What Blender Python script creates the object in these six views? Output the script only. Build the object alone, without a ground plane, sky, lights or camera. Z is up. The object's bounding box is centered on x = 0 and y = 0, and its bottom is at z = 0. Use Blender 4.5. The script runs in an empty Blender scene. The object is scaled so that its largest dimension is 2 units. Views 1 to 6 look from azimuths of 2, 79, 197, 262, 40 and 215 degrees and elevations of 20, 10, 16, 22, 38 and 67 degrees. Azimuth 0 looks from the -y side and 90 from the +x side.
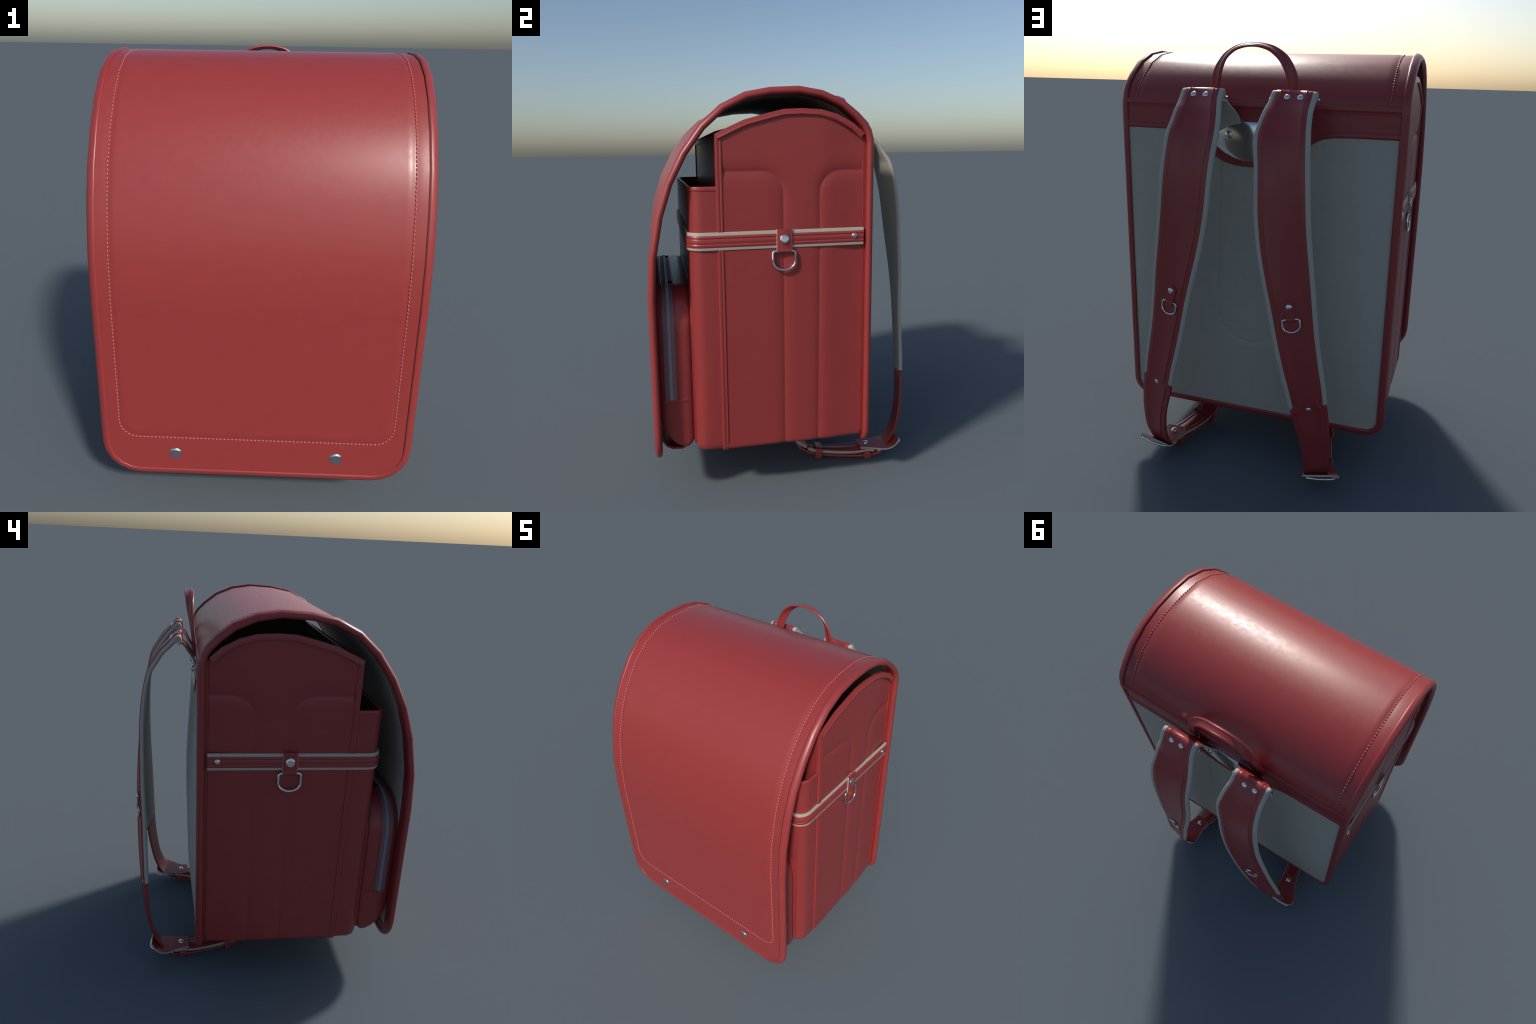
import bpy, bmesh, math
from mathutils import Vector as V, Matrix

# ------------------------------------------------------------------ materials
def new_mat(name, color, rough=0.45, metallic=0.0, spec=0.5, grain=None, bump=None, sheen=0.0, coat=0.0, mottle=0.06):
    m = bpy.data.materials.new(name); m.use_nodes = True
    nt = m.node_tree; b = nt.nodes["Principled BSDF"]
    b.inputs["Base Color"].default_value = (*color, 1)
    b.inputs["Roughness"].default_value = rough
    b.inputs["Metallic"].default_value = metallic
    b.inputs["Specular IOR Level"].default_value = spec
    b.inputs["Sheen Weight"].default_value = sheen
    b.inputs["Coat Weight"].default_value = coat
    tc = nt.nodes.new("ShaderNodeTexCoord")
    if grain:
        sc, amt = grain
        n = nt.nodes.new("ShaderNodeTexNoise"); n.inputs["Scale"].default_value = sc; n.inputs["Detail"].default_value = 6
        nt.links.new(tc.outputs["Object"], n.inputs["Vector"])
        r = nt.nodes.new("ShaderNodeValToRGB")
        r.color_ramp.elements[0].position = 0.3; r.color_ramp.elements[1].position = 0.7
        r.color_ramp.elements[0].color = (*[c * (1 - amt) for c in color], 1)
        r.color_ramp.elements[1].color = (*[min(1, c * (1 + amt)) for c in color], 1)
        nt.links.new(n.outputs["Fac"], r.inputs["Fac"]); nt.links.new(r.outputs["Color"], b.inputs["Base Color"])
        mr = nt.nodes.new("ShaderNodeMapRange")
        mr.inputs["To Min"].default_value = rough * (1 - mottle); mr.inputs["To Max"].default_value = rough * (1 + mottle)
        n2 = nt.nodes.new("ShaderNodeTexNoise"); n2.inputs["Scale"].default_value = sc * 3; n2.inputs["Detail"].default_value = 5
        nt.links.new(tc.outputs["Object"], n2.inputs["Vector"])
        nt.links.new(n2.outputs["Fac"], mr.inputs["Value"]); nt.links.new(mr.outputs["Result"], b.inputs["Roughness"])
    if bump:
        sc, st, dist = bump
        vo = nt.nodes.new("ShaderNodeTexNoise"); vo.inputs["Scale"].default_value = sc; vo.inputs["Detail"].default_value = 3
        nt.links.new(tc.outputs["Object"], vo.inputs["Vector"])
        bp = nt.nodes.new("ShaderNodeBump"); bp.inputs["Strength"].default_value = st; bp.inputs["Distance"].default_value = dist
        nt.links.new(vo.outputs["Fac"], bp.inputs["Height"]); nt.links.new(bp.outputs["Normal"], b.inputs["Normal"])
    return m

RED_C = (0.272, 0.035, 0.0345)
RED = new_mat("red_leather", RED_C, 0.355, grain=(14, 0.02), bump=(90, 0.03, 0.002), mottle=0.22)
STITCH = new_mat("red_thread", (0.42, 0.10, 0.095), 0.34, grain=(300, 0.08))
CREAM = new_mat("cream_trim", (0.40, 0.36, 0.30), 0.5, grain=(40, 0.04))
GREY = new_mat("warm_grey_padding", (0.40, 0.377, 0.328), 0.62, grain=(30, 0.03), bump=(160, 0.05, 0.002))
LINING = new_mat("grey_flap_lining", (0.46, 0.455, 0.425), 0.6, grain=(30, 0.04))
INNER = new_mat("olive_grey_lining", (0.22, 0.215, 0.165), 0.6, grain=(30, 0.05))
METAL = new_mat("polished_steel", (0.72, 0.72, 0.73), 0.14, metallic=1.0, grain=(60, 0.02))
TAPE = new_mat("zip_tape", (0.155, 0.105, 0.12), 0.6, grain=(200, 0.1))
TEETH = new_mat("zip_teeth", (0.30, 0.235, 0.26), 0.4, grain=(200, 0.06))
DARK = new_mat("dark_shade", (0.02, 0.006, 0.007), 0.6, grain=(50, 0.1))  # near-black for the painted shade line at the rim and the strap's hole plug

# ------------------------------------------------------------------ helpers
ROOT = bpy.data.objects.new("school_backpack", None)
bpy.context.scene.collection.objects.link(ROOT)
ROOT["label"] = "red leather school backpack with rounded flap and grey padded back"
ROOT["category"] = "school backpack"

def mk_obj(name, bm, mats, parent, angle=40, kind=None, recalc=True):
    if recalc:
        bmesh.ops.recalc_face_normals(bm, faces=bm.faces[:])
    me = bpy.data.meshes.new(name); bm.to_mesh(me); bm.free()
    for m in (mats if isinstance(mats, (list, tuple)) else [mats]): me.materials.append(m)
    me.shade_smooth()
    me.set_sharp_from_angle(angle=math.radians(angle))
    o = bpy.data.objects.new(name, me)
    bpy.context.scene.collection.objects.link(o); o.parent = parent
    if kind: o["kind"] = kind
    return o

def add_loft(bm, rings, closed=True, cap=True, loop=False, mi=0):
    """rings: list of equal-length point lists. closed: ring closes. loop: last ring joins first."""
    vs = [[bm.verts.new(p) for p in r] for r in rings]
    n = len(vs[0]); R = len(vs)
    for i in range(R if loop else R - 1):
        a, b = vs[i], vs[(i + 1) % R]
        for j in range(n if closed else n - 1):
            f = bm.faces.new((a[j], a[(j + 1) % n], b[(j + 1) % n], b[j])); f.material_index = mi
    if cap and closed and not loop:
        f = bm.faces.new(vs[0]); f.material_index = mi
        f = bm.faces.new(vs[-1]); f.material_index = mi
    return vs

def add_slab(bm, front, back, mi=0, mib=None):
    """Two point grids (rows x cols) joined along the border into a solid sheet."""
    mib = mi if mib is None else mib
    F = [[bm.verts.new(p) for p in r] for r in front]; B = [[bm.verts.new(p) for p in r] for r in back]
    R, C = len(F), len(F[0])
    for i in range(R - 1):
        for j in range(C - 1):
            bm.faces.new((F[i][j], F[i][j + 1], F[i + 1][j + 1], F[i + 1][j])).material_index = mi
            bm.faces.new((B[i][j], B[i + 1][j], B[i + 1][j + 1], B[i][j + 1])).material_index = mib
    for i in range(R - 1):
        for j in (0, C - 1):
            bm.faces.new((F[i][j], F[i + 1][j], B[i + 1][j], B[i][j])).material_index = mi
    for j in range(C - 1):
        for i in (0, R - 1):
            bm.faces.new((F[i][j], F[i][j + 1], B[i][j + 1], B[i][j])).material_index = mi

def sup(n, a, b, p=2.6):
    """superellipse section points (u,v)"""
    out = []
    for k in range(n):
        t = 2 * math.pi * k / n
        c, s = math.cos(t), math.sin(t)
        out.append((a * math.copysign(abs(c) ** (2 / p), c), b * math.copysign(abs(s) ** (2 / p), s)))
    return out

def rrect(hw, hh, r, seg=3):
    out = []
    for cx, cy, a0 in ((hw - r, hh - r, 0), (-hw + r, hh - r, 90), (-hw + r, -hh + r, 180), (hw - r, -hh + r, 270)):
        for k in range(seg + 1):
            a = math.radians(a0 + 90 * k / seg); out.append((cx + r * math.cos(a), cy + r * math.sin(a)))
    return out

def sweep(bm, path, frames, section, loop=False, mi=0, cap=True):
    """frames: list of (A,N) axes per point; section: (u,v) or list of sections"""
    rings = []
    for i, (p, (A, N)) in enumerate(zip(path, frames)):
        sec = section[i] if isinstance(section[0], list) else section
        rings.append([V(p) + A * u + N * v for u, v in sec])
    add_loft(bm, rings, True, cap, loop, mi)

def tube(bm, path, r, n=10, loop=False, mi=0):
    P = [V(p) for p in path]; fr = []
    up = None
    for i, p in enumerate(P):
        if loop: t = P[(i + 1) % len(P)] - P[i - 1]
        else: t = P[min(i + 1, len(P) - 1)] - P[max(i - 1, 0)]
        t.normalize()
        if up is None: up = V((0, 0, 1)) if abs(t.z) < .8 else V((1, 0, 0))
        a = t.cross(up).normalized(); up = a.cross(t).normalized()
        fr.append((a, up))
    sweep(bm, P, fr, sup(n, r, r, 2), loop, mi)

def lerp_table(tab, x):
    """tab: rows (x, a, b, ...) ascending; linear interpolation"""
    if x <= tab[0][0]: return list(tab[0][1:])
    for r0, r1 in zip(tab, tab[1:]):
        if x <= r1[0]:
            t = (x - r0[0]) / (r1[0] - r0[0]); return [a + (b - a) * t for a, b in zip(r0[1:], r1[1:])]
    return list(tab[-1][1:])

def catmull(P, n):
    """smooth resample of control tuples"""
    P = [V(p) if len(p) <= 3 else p for p in P]; out = []
    m = len(P)
    for k in range(n):
        t = k / (n - 1) * (m - 1); i = min(int(t), m - 2); f = t - i
        g = lambda q: P[max(0, min(m - 1, q))]
        p0, p1, p2, p3 = g(i - 1), g(i), g(i + 1), g(i + 2)
        out.append(tuple(0.5 * (2 * b + (c - a) * f + (2 * a - 5 * b + 4 * c - d) * f * f + (3 * b - a - 3 * c + d) * f ** 3)
                         for a, b, c, d in zip(p0, p1, p2, p3)))
    return out

def smooth(t):
    t = max(0, min(1, t)); return t * t * (3 - 2 * t)

def dome_mesh(name, r, h, stem=0.004, n=20):
    """rivet head along +Z, base at z=-stem"""
    bm = bmesh.new(); rings = []
    for rr, z in ((r * .98, -stem), (r, 0), (r * .97, h * .3), (r * .82, h * .68), (r * .55, h * .9), (r * .22, h)):
        rings.append([(rr * math.cos(2 * math.pi * k / n), rr * math.sin(2 * math.pi * k / n), z) for k in range(n)])
    add_loft(bm, rings)
    bmesh.ops.recalc_face_normals(bm, faces=bm.faces[:])
    me = bpy.data.meshes.new(name); bm.to_mesh(me); bm.free(); me.materials.append(METAL); me.shade_smooth()
    me.set_sharp_from_angle(angle=math.radians(50))
    return me

def place(me, name, loc, normal, parent, scale=1):
    o = bpy.data.objects.new(name, me); bpy.context.scene.collection.objects.link(o); o.parent = parent
    q = V(normal).to_track_quat('Z', 'Y')
    o.matrix_local = Matrix.Translation(V(loc)) @ q.to_matrix().to_4x4() @ Matrix.Scale(scale, 4)
    return o

# ------------------------------------------------------------------ flap profile (outer line, y z)
HW = 0.665                      # half width over the rim
PROF = [(0.382, 1.720), (0.381, 1.744), (0.370, 1.785), (0.350, 1.820), (0.305, 1.865), (0.232, 1.921), (0.134, 1.962),
        (0.024, 1.980), (-0.110, 1.974), (-0.224, 1.953), (-0.335, 1.899), (-0.432, 1.813), (-0.519, 1.696),
        (-0.589, 1.562), (-0.638, 1.415), (-0.676, 1.222), (-0.688, 1.030), (-0.688, 0.800)]
def prof_normals(P):
    out = []
    for i in range(len(P)):
        a, b = V(P[max(0, i - 1)]), V(P[min(len(P) - 1, i + 1)])
        if 0 < i < len(P) - 1:
            d = ((V(P[i]) - a).normalized() + (b - V(P[i])).normalized()).normalized()
        else: d = (b - a).normalized()
        out.append(V((d.y, -d.x)))
    return out
PN = [V((1, 0)) if i == 0 else n for i, n in enumerate(prof_normals(PROF))]
PN[-1] = V((-1, 0)); PN[-2] = V((-1, 0))
# check orientation: normals must point away from the bag
PN = [n if n.dot(V(p) - V((-0.1, 1.2))) > 0 else -n for n, p in zip(PN, PROF)]

# ---- rim: one closed bead round flap front, over the top and round the back panel
T = 0.0175
def rim_half():
    pts = []                                   # (center, A lateral-out, N surface-out), for x > 0
    # back bottom from centre
    zc, xc, r = 0.238, 0.6485, 0.068
    for x in (0.0, 0.2, 0.4, xc - r - .02): pts.append((V((x, 0.3645, zc)), V((0, 0, -1)), V((0, 1, 0))))
    for k in range(7):
        a = math.radians(-90 + 90 * k / 6); A = V((math.cos(a), 0, math.sin(a)))
        pts.append((V((xc - r, 0.3645, zc + r)) + A * r, A, V((0, 1, 0))))
    for z in (0.55, 1.0, 1.4): pts.append((V((xc, 0.3645, z)), V((1, 0, 0)), V((0, 1, 0))))
    for (y, z), n in zip(PROF, PN):
        c = V((y, z)) - n * T
        pts.append((V((xc, c.x, c.y)), V((1, 0, 0)), V((0, n.x, n.y))))
    yc = -0.688 + T; zb = 0.207 + T; R = 0.143
    pts.append((V((xc, yc, 0.55)), V((1, 0, 0)), V((0, -1, 0))))
    for k in range(6):
        a = math.radians(-90 * k / 5); A = V((math.cos(a), 0, math.sin(a)))
        pts.append((V((xc - R, yc, zb + R)) + A * R, A, V((0, -1, 0))))
    for x in (0.4, 0.2): pts.append((V((x, yc, zb)), V((0, 0, -1)), V((0, -1, 0))))
    return pts
half = rim_half()
mir = lambda v: V((-v.x, v.y, v.z))
full = half + [(V((0, -0.688 + T, 0.207 + T)), V((0, 0, -1)), V((0, -1, 0)))] + \
       [(mir(c), mir(A), N) for c, A, N in reversed(half[1:])]

# ---- flap sheet
def half_width(z_or_none):
    if z_or_none is None or z_or_none >= 0.367: return 0.652
    d = 0.367 - z_or_none; R = 0.147
    return 0.505 + math.sqrt(max(R * R - d * d, 0.0))
ST_X, ST_Z, ST_R = 0.585, 0.400, 0.080          # stitched panel line
def panel_dist(x, z):
    """signed distance inside the stitched panel outline (front: z given; elsewhere z None)"""
    ax = abs(x)
    if z is None or z > ST_Z + ST_R: 
        d = ST_X - ax
        if z is not None: d = min(d, z - ST_Z) 
        return d
    px, pz = ax - (ST_X - ST_R), (ST_Z + ST_R) - z
    if px <= 0: return z - ST_Z
    return ST_R - math.hypot(px, pz)
def relief(d):
    if d > 0: return -0.0030 + 0.0034 * smooth(d / 0.026)
    return -0.0030 + 0.0010 * smooth(-d / 0.02)
XT = sorted(set([round(k * 0.06, 4) for k in range(9)] + [0.52, 0.54, 0.55, 0.56, 0.568, 0.574, 0.579, 0.583, 0.587, 0.593, 0.60, 0.615, 0.63, 0.652]))
XT = [-x for x in reversed(XT[1:])] + XT
def flap_rows():
    rows = []
    for (y, z), n in zip(PROF[:-1], PN): rows.append((V((y, z)), n, None))
    zs = [1.0 - .1 * k for k in range(5)] + [0.52 - 0.01 * k for k in range(31)]
    for z in zs: rows.append((V((-0.688, z)), V((-1, 0)), z))
    return rows
def sag(y):
    """the sheet sinks a little below the rim over the top of the bag"""
    return -0.0055 * smooth((y + 0.60) / 0.35)
def flap_grid(off, use_relief, xmax=1.0):
    G = []
    for p, n, z in flap_rows():
        w = half_width(z) if z is not None else 0.652
        row = []
        for x in XT:
            # keep columns straight, squeeze only the part beyond the corner
            xx = x if abs(x) <= 0.49 else math.copysign(0.49 + (abs(x) - 0.49) * (w - 0.49) / (0.652 - 0.49), x)
            o = off + (relief(panel_dist(xx, z)) if use_relief else 0) + sag(p.x)
            if z is not None and abs(x) > 0.645: o = off - 0.004 + sag(p.x)
            q = p + n * o; row.append((xx, q.x, q.y))
        G.append(row)
    return G
bm = bmesh.new(); add_slab(bm, flap_grid(-0.0015, True), flap_grid(-0.013, False))
FLAP = mk_obj("flap", bm, RED, ROOT, 60)
bm = bmesh.new(); add_slab(bm, flap_grid(-0.0135, False), flap_grid(-0.0295, False))
LIN = mk_obj("lining", bm, [LINING, RED], FLAP, 60)
for poly in LIN.data.polygons:                 # red turn-in border round the grey lining
    c = poly.center
    if abs(c.x) > 0.585 or (c.z < 0.295 and c.y < -0.6): poly.material_index = 1
RIM = [(-0.0145, -0.012), (-0.0150, 0.0148), (-0.0138, 0.0166), (-0.0085, 0.0182), (-0.003, 0.0175), (0.004, 0.0158), (0.0105, 0.0125), (0.0168, 0.0075),
       (0.0195, 0.001), (0.0195, -0.007), (0.0160, -0.0125), (0.009, -0.0165), (0.001, -0.0175), (-0.007, -0.0165), (-0.013, -0.0145)]
bm = bmesh.new(); sweep(bm, [f[0] for f in full], [(f[1], f[2]) for f in full], RIM, loop=True)
mk_obj("rim", bm, RED, FLAP, 50)

# ---- added dark strip painting the shade line where sheet meets rim (one side only)
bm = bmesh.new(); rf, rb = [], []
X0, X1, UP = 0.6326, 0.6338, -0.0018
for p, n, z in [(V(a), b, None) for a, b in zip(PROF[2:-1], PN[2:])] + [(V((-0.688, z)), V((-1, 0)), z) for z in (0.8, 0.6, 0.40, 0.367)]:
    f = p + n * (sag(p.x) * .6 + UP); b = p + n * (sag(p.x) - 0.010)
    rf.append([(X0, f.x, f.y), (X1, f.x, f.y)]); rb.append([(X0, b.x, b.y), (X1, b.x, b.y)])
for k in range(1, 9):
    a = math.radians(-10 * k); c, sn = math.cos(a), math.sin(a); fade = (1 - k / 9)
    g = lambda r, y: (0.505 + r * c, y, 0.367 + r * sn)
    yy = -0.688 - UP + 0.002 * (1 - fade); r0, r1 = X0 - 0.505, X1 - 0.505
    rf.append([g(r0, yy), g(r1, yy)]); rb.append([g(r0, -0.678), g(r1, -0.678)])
add_slab(bm, rf, rb); mk_obj("shade_strip", bm, DARK, FLAP, 30)

# ---- stitching along the panel line
def polyline_points(P, pitch):
    P = [V(p) for p in P]; out = []; carry = pitch / 2
    for a, b in zip(P, P[1:]):
        L = (b - a).length; t = carry
        while t < L: out.append((a.lerp(b, t / L), (b - a).normalized())); t += pitch
        carry = t - L
    return out
line = []
for p, n in zip(PROF[1:-1], PN[1:]):
    q = V(p) + n * (sag(p[0]) - 0.0033); line.append((ST_X, q.x, q.y))
yf = -0.688 + 0.0040
line += [(ST_X, yf, 0.8), (ST_X, yf, ST_Z + ST_R)]
for k in range(1, 9):
    a = math.radians(-90 * k / 8); line.append((ST_X - ST_R + ST_R * math.cos(a), yf, ST_Z + ST_R + ST_R * math.sin(a)))
line = line + [(-x, y, z) for x, y, z in reversed(line)]
def add_bead(bm, c, d, L, r, nrm):
    s = d.cross(nrm).normalized(); u = s.cross(d).normalized(); rings = []
    for t, k in ((-.5, .35), (-.38, .8), (-.15, 1), (.15, 1), (.38, .8), (.5, .35)):
        rings.append([c + d * (L * t) + (s * math.cos(a) + u * math.sin(a)) * r * k for a in [2 * math.pi * j / 6 for j in range(6)]])
    add_loft(bm, rings)
bm = bmesh.new()
for c, d in polyline_points(line, 0.0165):
    nrm = V((0, c.y + 0.1, c.z - 1.2)) if c.z > 1.03 else V((0, -1, 0))
    add_bead(bm, c, d, 0.0125, 0.0036, nrm.normalized())
mk_obj("stitching", bm, STITCH, FLAP, 60, "stuff")

# ---- snap studs at the flap foot
stud = dome_mesh("rivet", 0.0285, 0.009, 0.010, 28)
for s in (-1, 1): place(stud, "rivet", (s * 0.347, -0.6825, 0.319), (0, -1, 0), FLAP)
# leather tongues that hang from the studs behind the flap and turn under the bag
for s in (-1, 1):
    path = [(s * 0.35, -0.657, 0.42), (s * 0.35, -0.655, 0.33), (s * 0.35, -0.648, 0.240), (s * 0.35, -0.631, 0.212),
            (s * 0.35, -0.601, 0.196), (s * 0.35, -0.552, 0.193), (s * 0.35, -0.515, 0.215), (s * 0.35, -0.49, 0.275)]
    bm = bmesh.new(); fr = []
    for i in range(len(path)):
        t = (V(path[min(i + 1, len(path) - 1)]) - V(path[max(i - 1, 0)])).normalized()
        fr.append((V((1, 0, 0)), V((1, 0, 0)).cross(t).normalized()))
    sweep(bm, path, fr, rrect(0.10, 0.0055, 0.003, 2)); mk_obj("tongue", bm, RED, FLAP, 40)

# ------------------------------------------------------------------ main body
TOP = [(-0.363, 1.771), (-0.295, 1.803), (-0.23, 1.832), (-0.122, 1.861), (-0.05, 1.878), (0.034, 1.882), (0.127, 1.877),
       (0.204, 1.856), (0.282, 1.815), (0.333, 1.770)]
BX, ZB = 0.6505, 0.2605
GR1 = [(-0.36, 1.604), (-0.155, 1.604)] + [(-0.155 + .102 * math.cos(a), 1.502 + .102 * math.sin(a)) for a in [math.radians(90 - 15 * k) for k in range(1, 7)]] + [(-0.053, 0.2)]
GR2 = [(0.36, 1.602), (0.222, 1.602)] + [(0.222 - .101 * math.cos(a), 1.501 + .101 * math.sin(a)) for a in [math.radians(90 - 15 * k) for k in range(1, 7)]] + [(0.121, 1.3), (0.115, 0.2)]
def seg_dist(p, a, b):
    ab = b - a; t = max(0, min(1, (p - a).dot(ab) / ab.dot(ab))); return (p - a - ab * t).length
def groove(y, z):
    p = V((y, z)); d = 9
    for G in (GR1, GR2):
        for a, b in zip(G, G[1:]): d = min(d, seg_dist(p, V(a), V(b)))
    return -0.0054 * math.exp(-(d / 0.013)) - 0.002 * math.exp(-(d / 0.035) ** 2)
def bottom_round(z, r=0.022):
    d = z - ZB
    return 0 if d >= r else -(r - math.sqrt(max(0, r * r - (r - d) ** 2)))
def frange(a, b, n): return [a + (b - a) * k / (n - 1) for k in range(n)]
ys = sorted(set(frange(-0.358, 0.330, 48) + frange(-0.085, -0.02, 16) + frange(0.085, 0.15, 16)))
zs = sorted(set(frange(ZB, ZB + .03, 6) + frange(0.32, 1.38, 22) + frange(1.40, 1.66, 53)))
BODY = None
for s in (1, -1):
    F, B = [], []
    for i in range(len(zs) + 10):
        fr, br = [], []
        for y in ys:
            zt = lerp_table(TOP, y)[0] - 0.01
            z = zs[i] if i < len(zs) else 1.66 + (zt - 1.66) * (i - len(zs) + 1) / 10
            x = BX - 0.0130 * smooth((y - 0.11) / 0.21) + groove(y, z) + (bottom_round(z) if z < 0.4 else 0)
            fr.append((s * x, y, z)); br.append((s * (BX - 0.0150 - 0.0130 * smooth((y - 0.11) / 0.21) + (bottom_round(z) if z < .4 else 0)), y, z))
        F.append(fr); B.append(br)
    bm = bmesh.new(); add_slab(bm, F, B, 0, 1)
    if BODY is None:
        # front panel + floor form the parent shell
        b2 = bmesh.new()
        add_slab(b2, [[(x, -0.357, z) for x in (-0.628, 0, 0.628)] for z in (ZB + .01, 1.0, 1.765)],
                 [[(x, -0.347, z) for x in (-0.628, 0, 0.628)] for z in (ZB + .01, 1.0, 1.765)], 0, 1)
        BODY = mk_obj("body", b2, [RED, INNER], ROOT, 40)
    mk_obj("side_panel", bm, [RED, INNER], BODY, 35)
# floor and inner back wall
bm = bmesh.new()
bmesh.ops.create_cube(bm, size=1, matrix=Matrix.Translation((0, -0.002, ZB + 0.008)) @ Matrix.Diagonal((1.25, 0.72, 0.016, 1)))
bmesh.ops.bevel(bm, geom=bm.edges[:], offset=0.006, segments=2, affect='EDGES')
mk_obj("floor", bm, RED, BODY)
bm = bmesh.new()
bmesh.ops.create_cube(bm, size=1, matrix=Matrix.Translation((0, 0.352, 1.0)) @ Matrix.Diagonal((1.235, 0.012, 1.47, 1)))
mk_obj("inner_back", bm, INNER, BODY)

# edge binding along the curved top of each side and across the front
for s in (1, -1):
    bm = bmesh.new(); path, fr = [], []
    for i, (y, z) in enumerate(TOP):
        a, b = V(TOP[max(0, i - 1)]), V(TOP[min(len(TOP) - 1, i + 1)]); d = (b - a).normalized()
        n = V((-d.y, d.x)); n = n if n.y > 0 else -n
        c = V((y, z)) - n * 0.014
        path.append((s * 0.6455, c.x, c.y)); fr.append((V((s, 0, 0)), V((0, n.x, n.y))))
    sec = [(0.0125, -0.015), (0.0130, -0.0125), (0.0155, -0.0095), (0.0145, -0.006), (0.0105, -0.002), (0.0112, 0.007), (0.008, 0.0135), (0, 0.0145), (-0.005, 0.0135), (-0.0085, 0.008), (-0.0085, -0.012), (-0.008, -0.015)]
    sweep(bm, path, fr, sec); mk_obj("top_binding", bm, RED, BODY, 50)
bm = bmesh.new()
sweep(bm, [(-0.65, -0.352, 1.757), (0.65, -0.352, 1.757)], [(V((0, -1, 0)), V((0, 0, 1)))] * 2,
      [(0.0105, -0.015), (0.0125, -0.010), (0.009, -0.002), (0.0095, 0.007), (0.006, 0.013), (0, 0.0145), (-0.006, 0.013), (-0.011, 0.007), (-0.011, -0.012)])
mk_obj("top_binding", bm, RED, BODY, 50)
# corner piping and the flat binding beside the rim
for s in (1, -1):
    bm = bmesh.new()
    sec = [(0.0145, 0.009), (0.0125, 0.013), (0.006, 0.0135), (0.003, 0.0115), (0.0, 0.0130), (-0.006, 0.0135), (-0.011, 0.0125), (-0.0145, 0.008), (-0.0145, -0.012), (0.0145, -0.012)]
    zz = [0.262, 0.275, 0.31, 0.8, 1.3, 1.768]; off = [-.012, -.006, 0, 0, 0, 0]
    sweep(bm, [(s * (0.6412 + o), -0.349, z) for z, o in zip(zz, off)], [(V((0, 1, 0)), V((s, 0, 0)))] * len(zz), sec)
    mk_obj("piping", bm, RED, BODY, 40)
    bm = bmesh.new()
    sec = [(-0.016, 0.006), (-0.014, 0.0098), (-0.008, 0.009), (0.016, 0.007), (0.016, -0.02), (-0.016, -0.02)]
    zz = [0.258, 0.268, 0.30, 1.0, 1.758]; off = [-.016, -.006, 0, 0, 0]
    sweep(bm, [(s * (0.6300 + o), 0.3465, z) for z, o in zip(zz, off)], [(V((0, 1, 0)), V((s, 0, 0)))] * len(zz), sec)
    mk_obj("binding", bm, RED, BODY, 40)

# ------------------------------------------------------------------ front compartment (open box in front of the body)
def u_plan(hw, yb, yf, r, seg=6, nf=5):
    P = [(hw, yb), (hw, (yb + yf + r) / 2)]
    P += [(hw - r + r * math.cos(a), yf + r - r * math.sin(a)) for a in [math.radians(90 * k / seg) for k in range(seg + 1)]]
    P += [((hw - r) * (1 - 2 * k / (nf + 1)), yf) for k in range(1, nf + 1)]
    right = P[:2 + seg + 1]
    return P + [(-x, y) for x, y in reversed(right)]
def plan_normals(P):
    out = []
    for i in range(len(P)):
        d = V(P[min(len(P) - 1, i + 1)]) - V(P[max(0, i - 1)]); d.normalize()
        n = V((d.y, -d.x)); out.append(n)
    out = [n if n.dot(V(p) - V((0, -0.3))) > 0 else -n for n, p in zip(out, P)]
    return out
OB = u_plan(0.6455, -0.350, -0.490, 0.062); OBN = plan_normals(OB)
F, B = [], []
for z, o in ((0.262, -0.022), (0.266, -0.012), (0.274, -0.005), (0.292, -0.001), (0.31, 0), (0.6, 0), (1.0, 0), (1.3, 0), (1.531, 0)):
    F.append([(p[0] + n.x * o, p[1] + n.y * o, z) for p, n in zip(OB, OBN)])
    B.append([(p[0] - n.x * 0.012 + n.x * o, p[1] - n.y * 0.012 + n.y * o, z) for p, n in zip(OB, OBN)])
bm = bmesh.new(); add_slab(bm, F, B, 0, 1)
COMP = mk_obj("front_compartment", bm, [RED, INNER], ROOT, 50)
bm = bmesh.new()
sweep(bm, [(p[0] - n.x * .006, p[1] - n.y * .006, 1.530) for p, n in zip(OB, OBN)], [(V((n.x, n.y, 0)), V((0, 0, 1))) for n in OBN],
      [(0.0085, -0.010), (0.0095, -0.006), (0.0085, 0.0), (0.0085, 0.005), (0.005, 0.009), (-0.005, 0.009), (-0.0085, 0.005), (-0.0085, -0.010)])
mk_obj("top_binding", bm, RED, COMP, 50)
bm = bmesh.new()
add_slab(bm, [[(-0.61, y, 0.264), (0.61, y, 0.264)] for y in (-0.465, -0.35)], [[(-0.61, y, 0.285), (0.61, y, 0.285)] for y in (-0.465, -0.35)])
mk_obj("floor", bm, RED, COMP)

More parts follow.
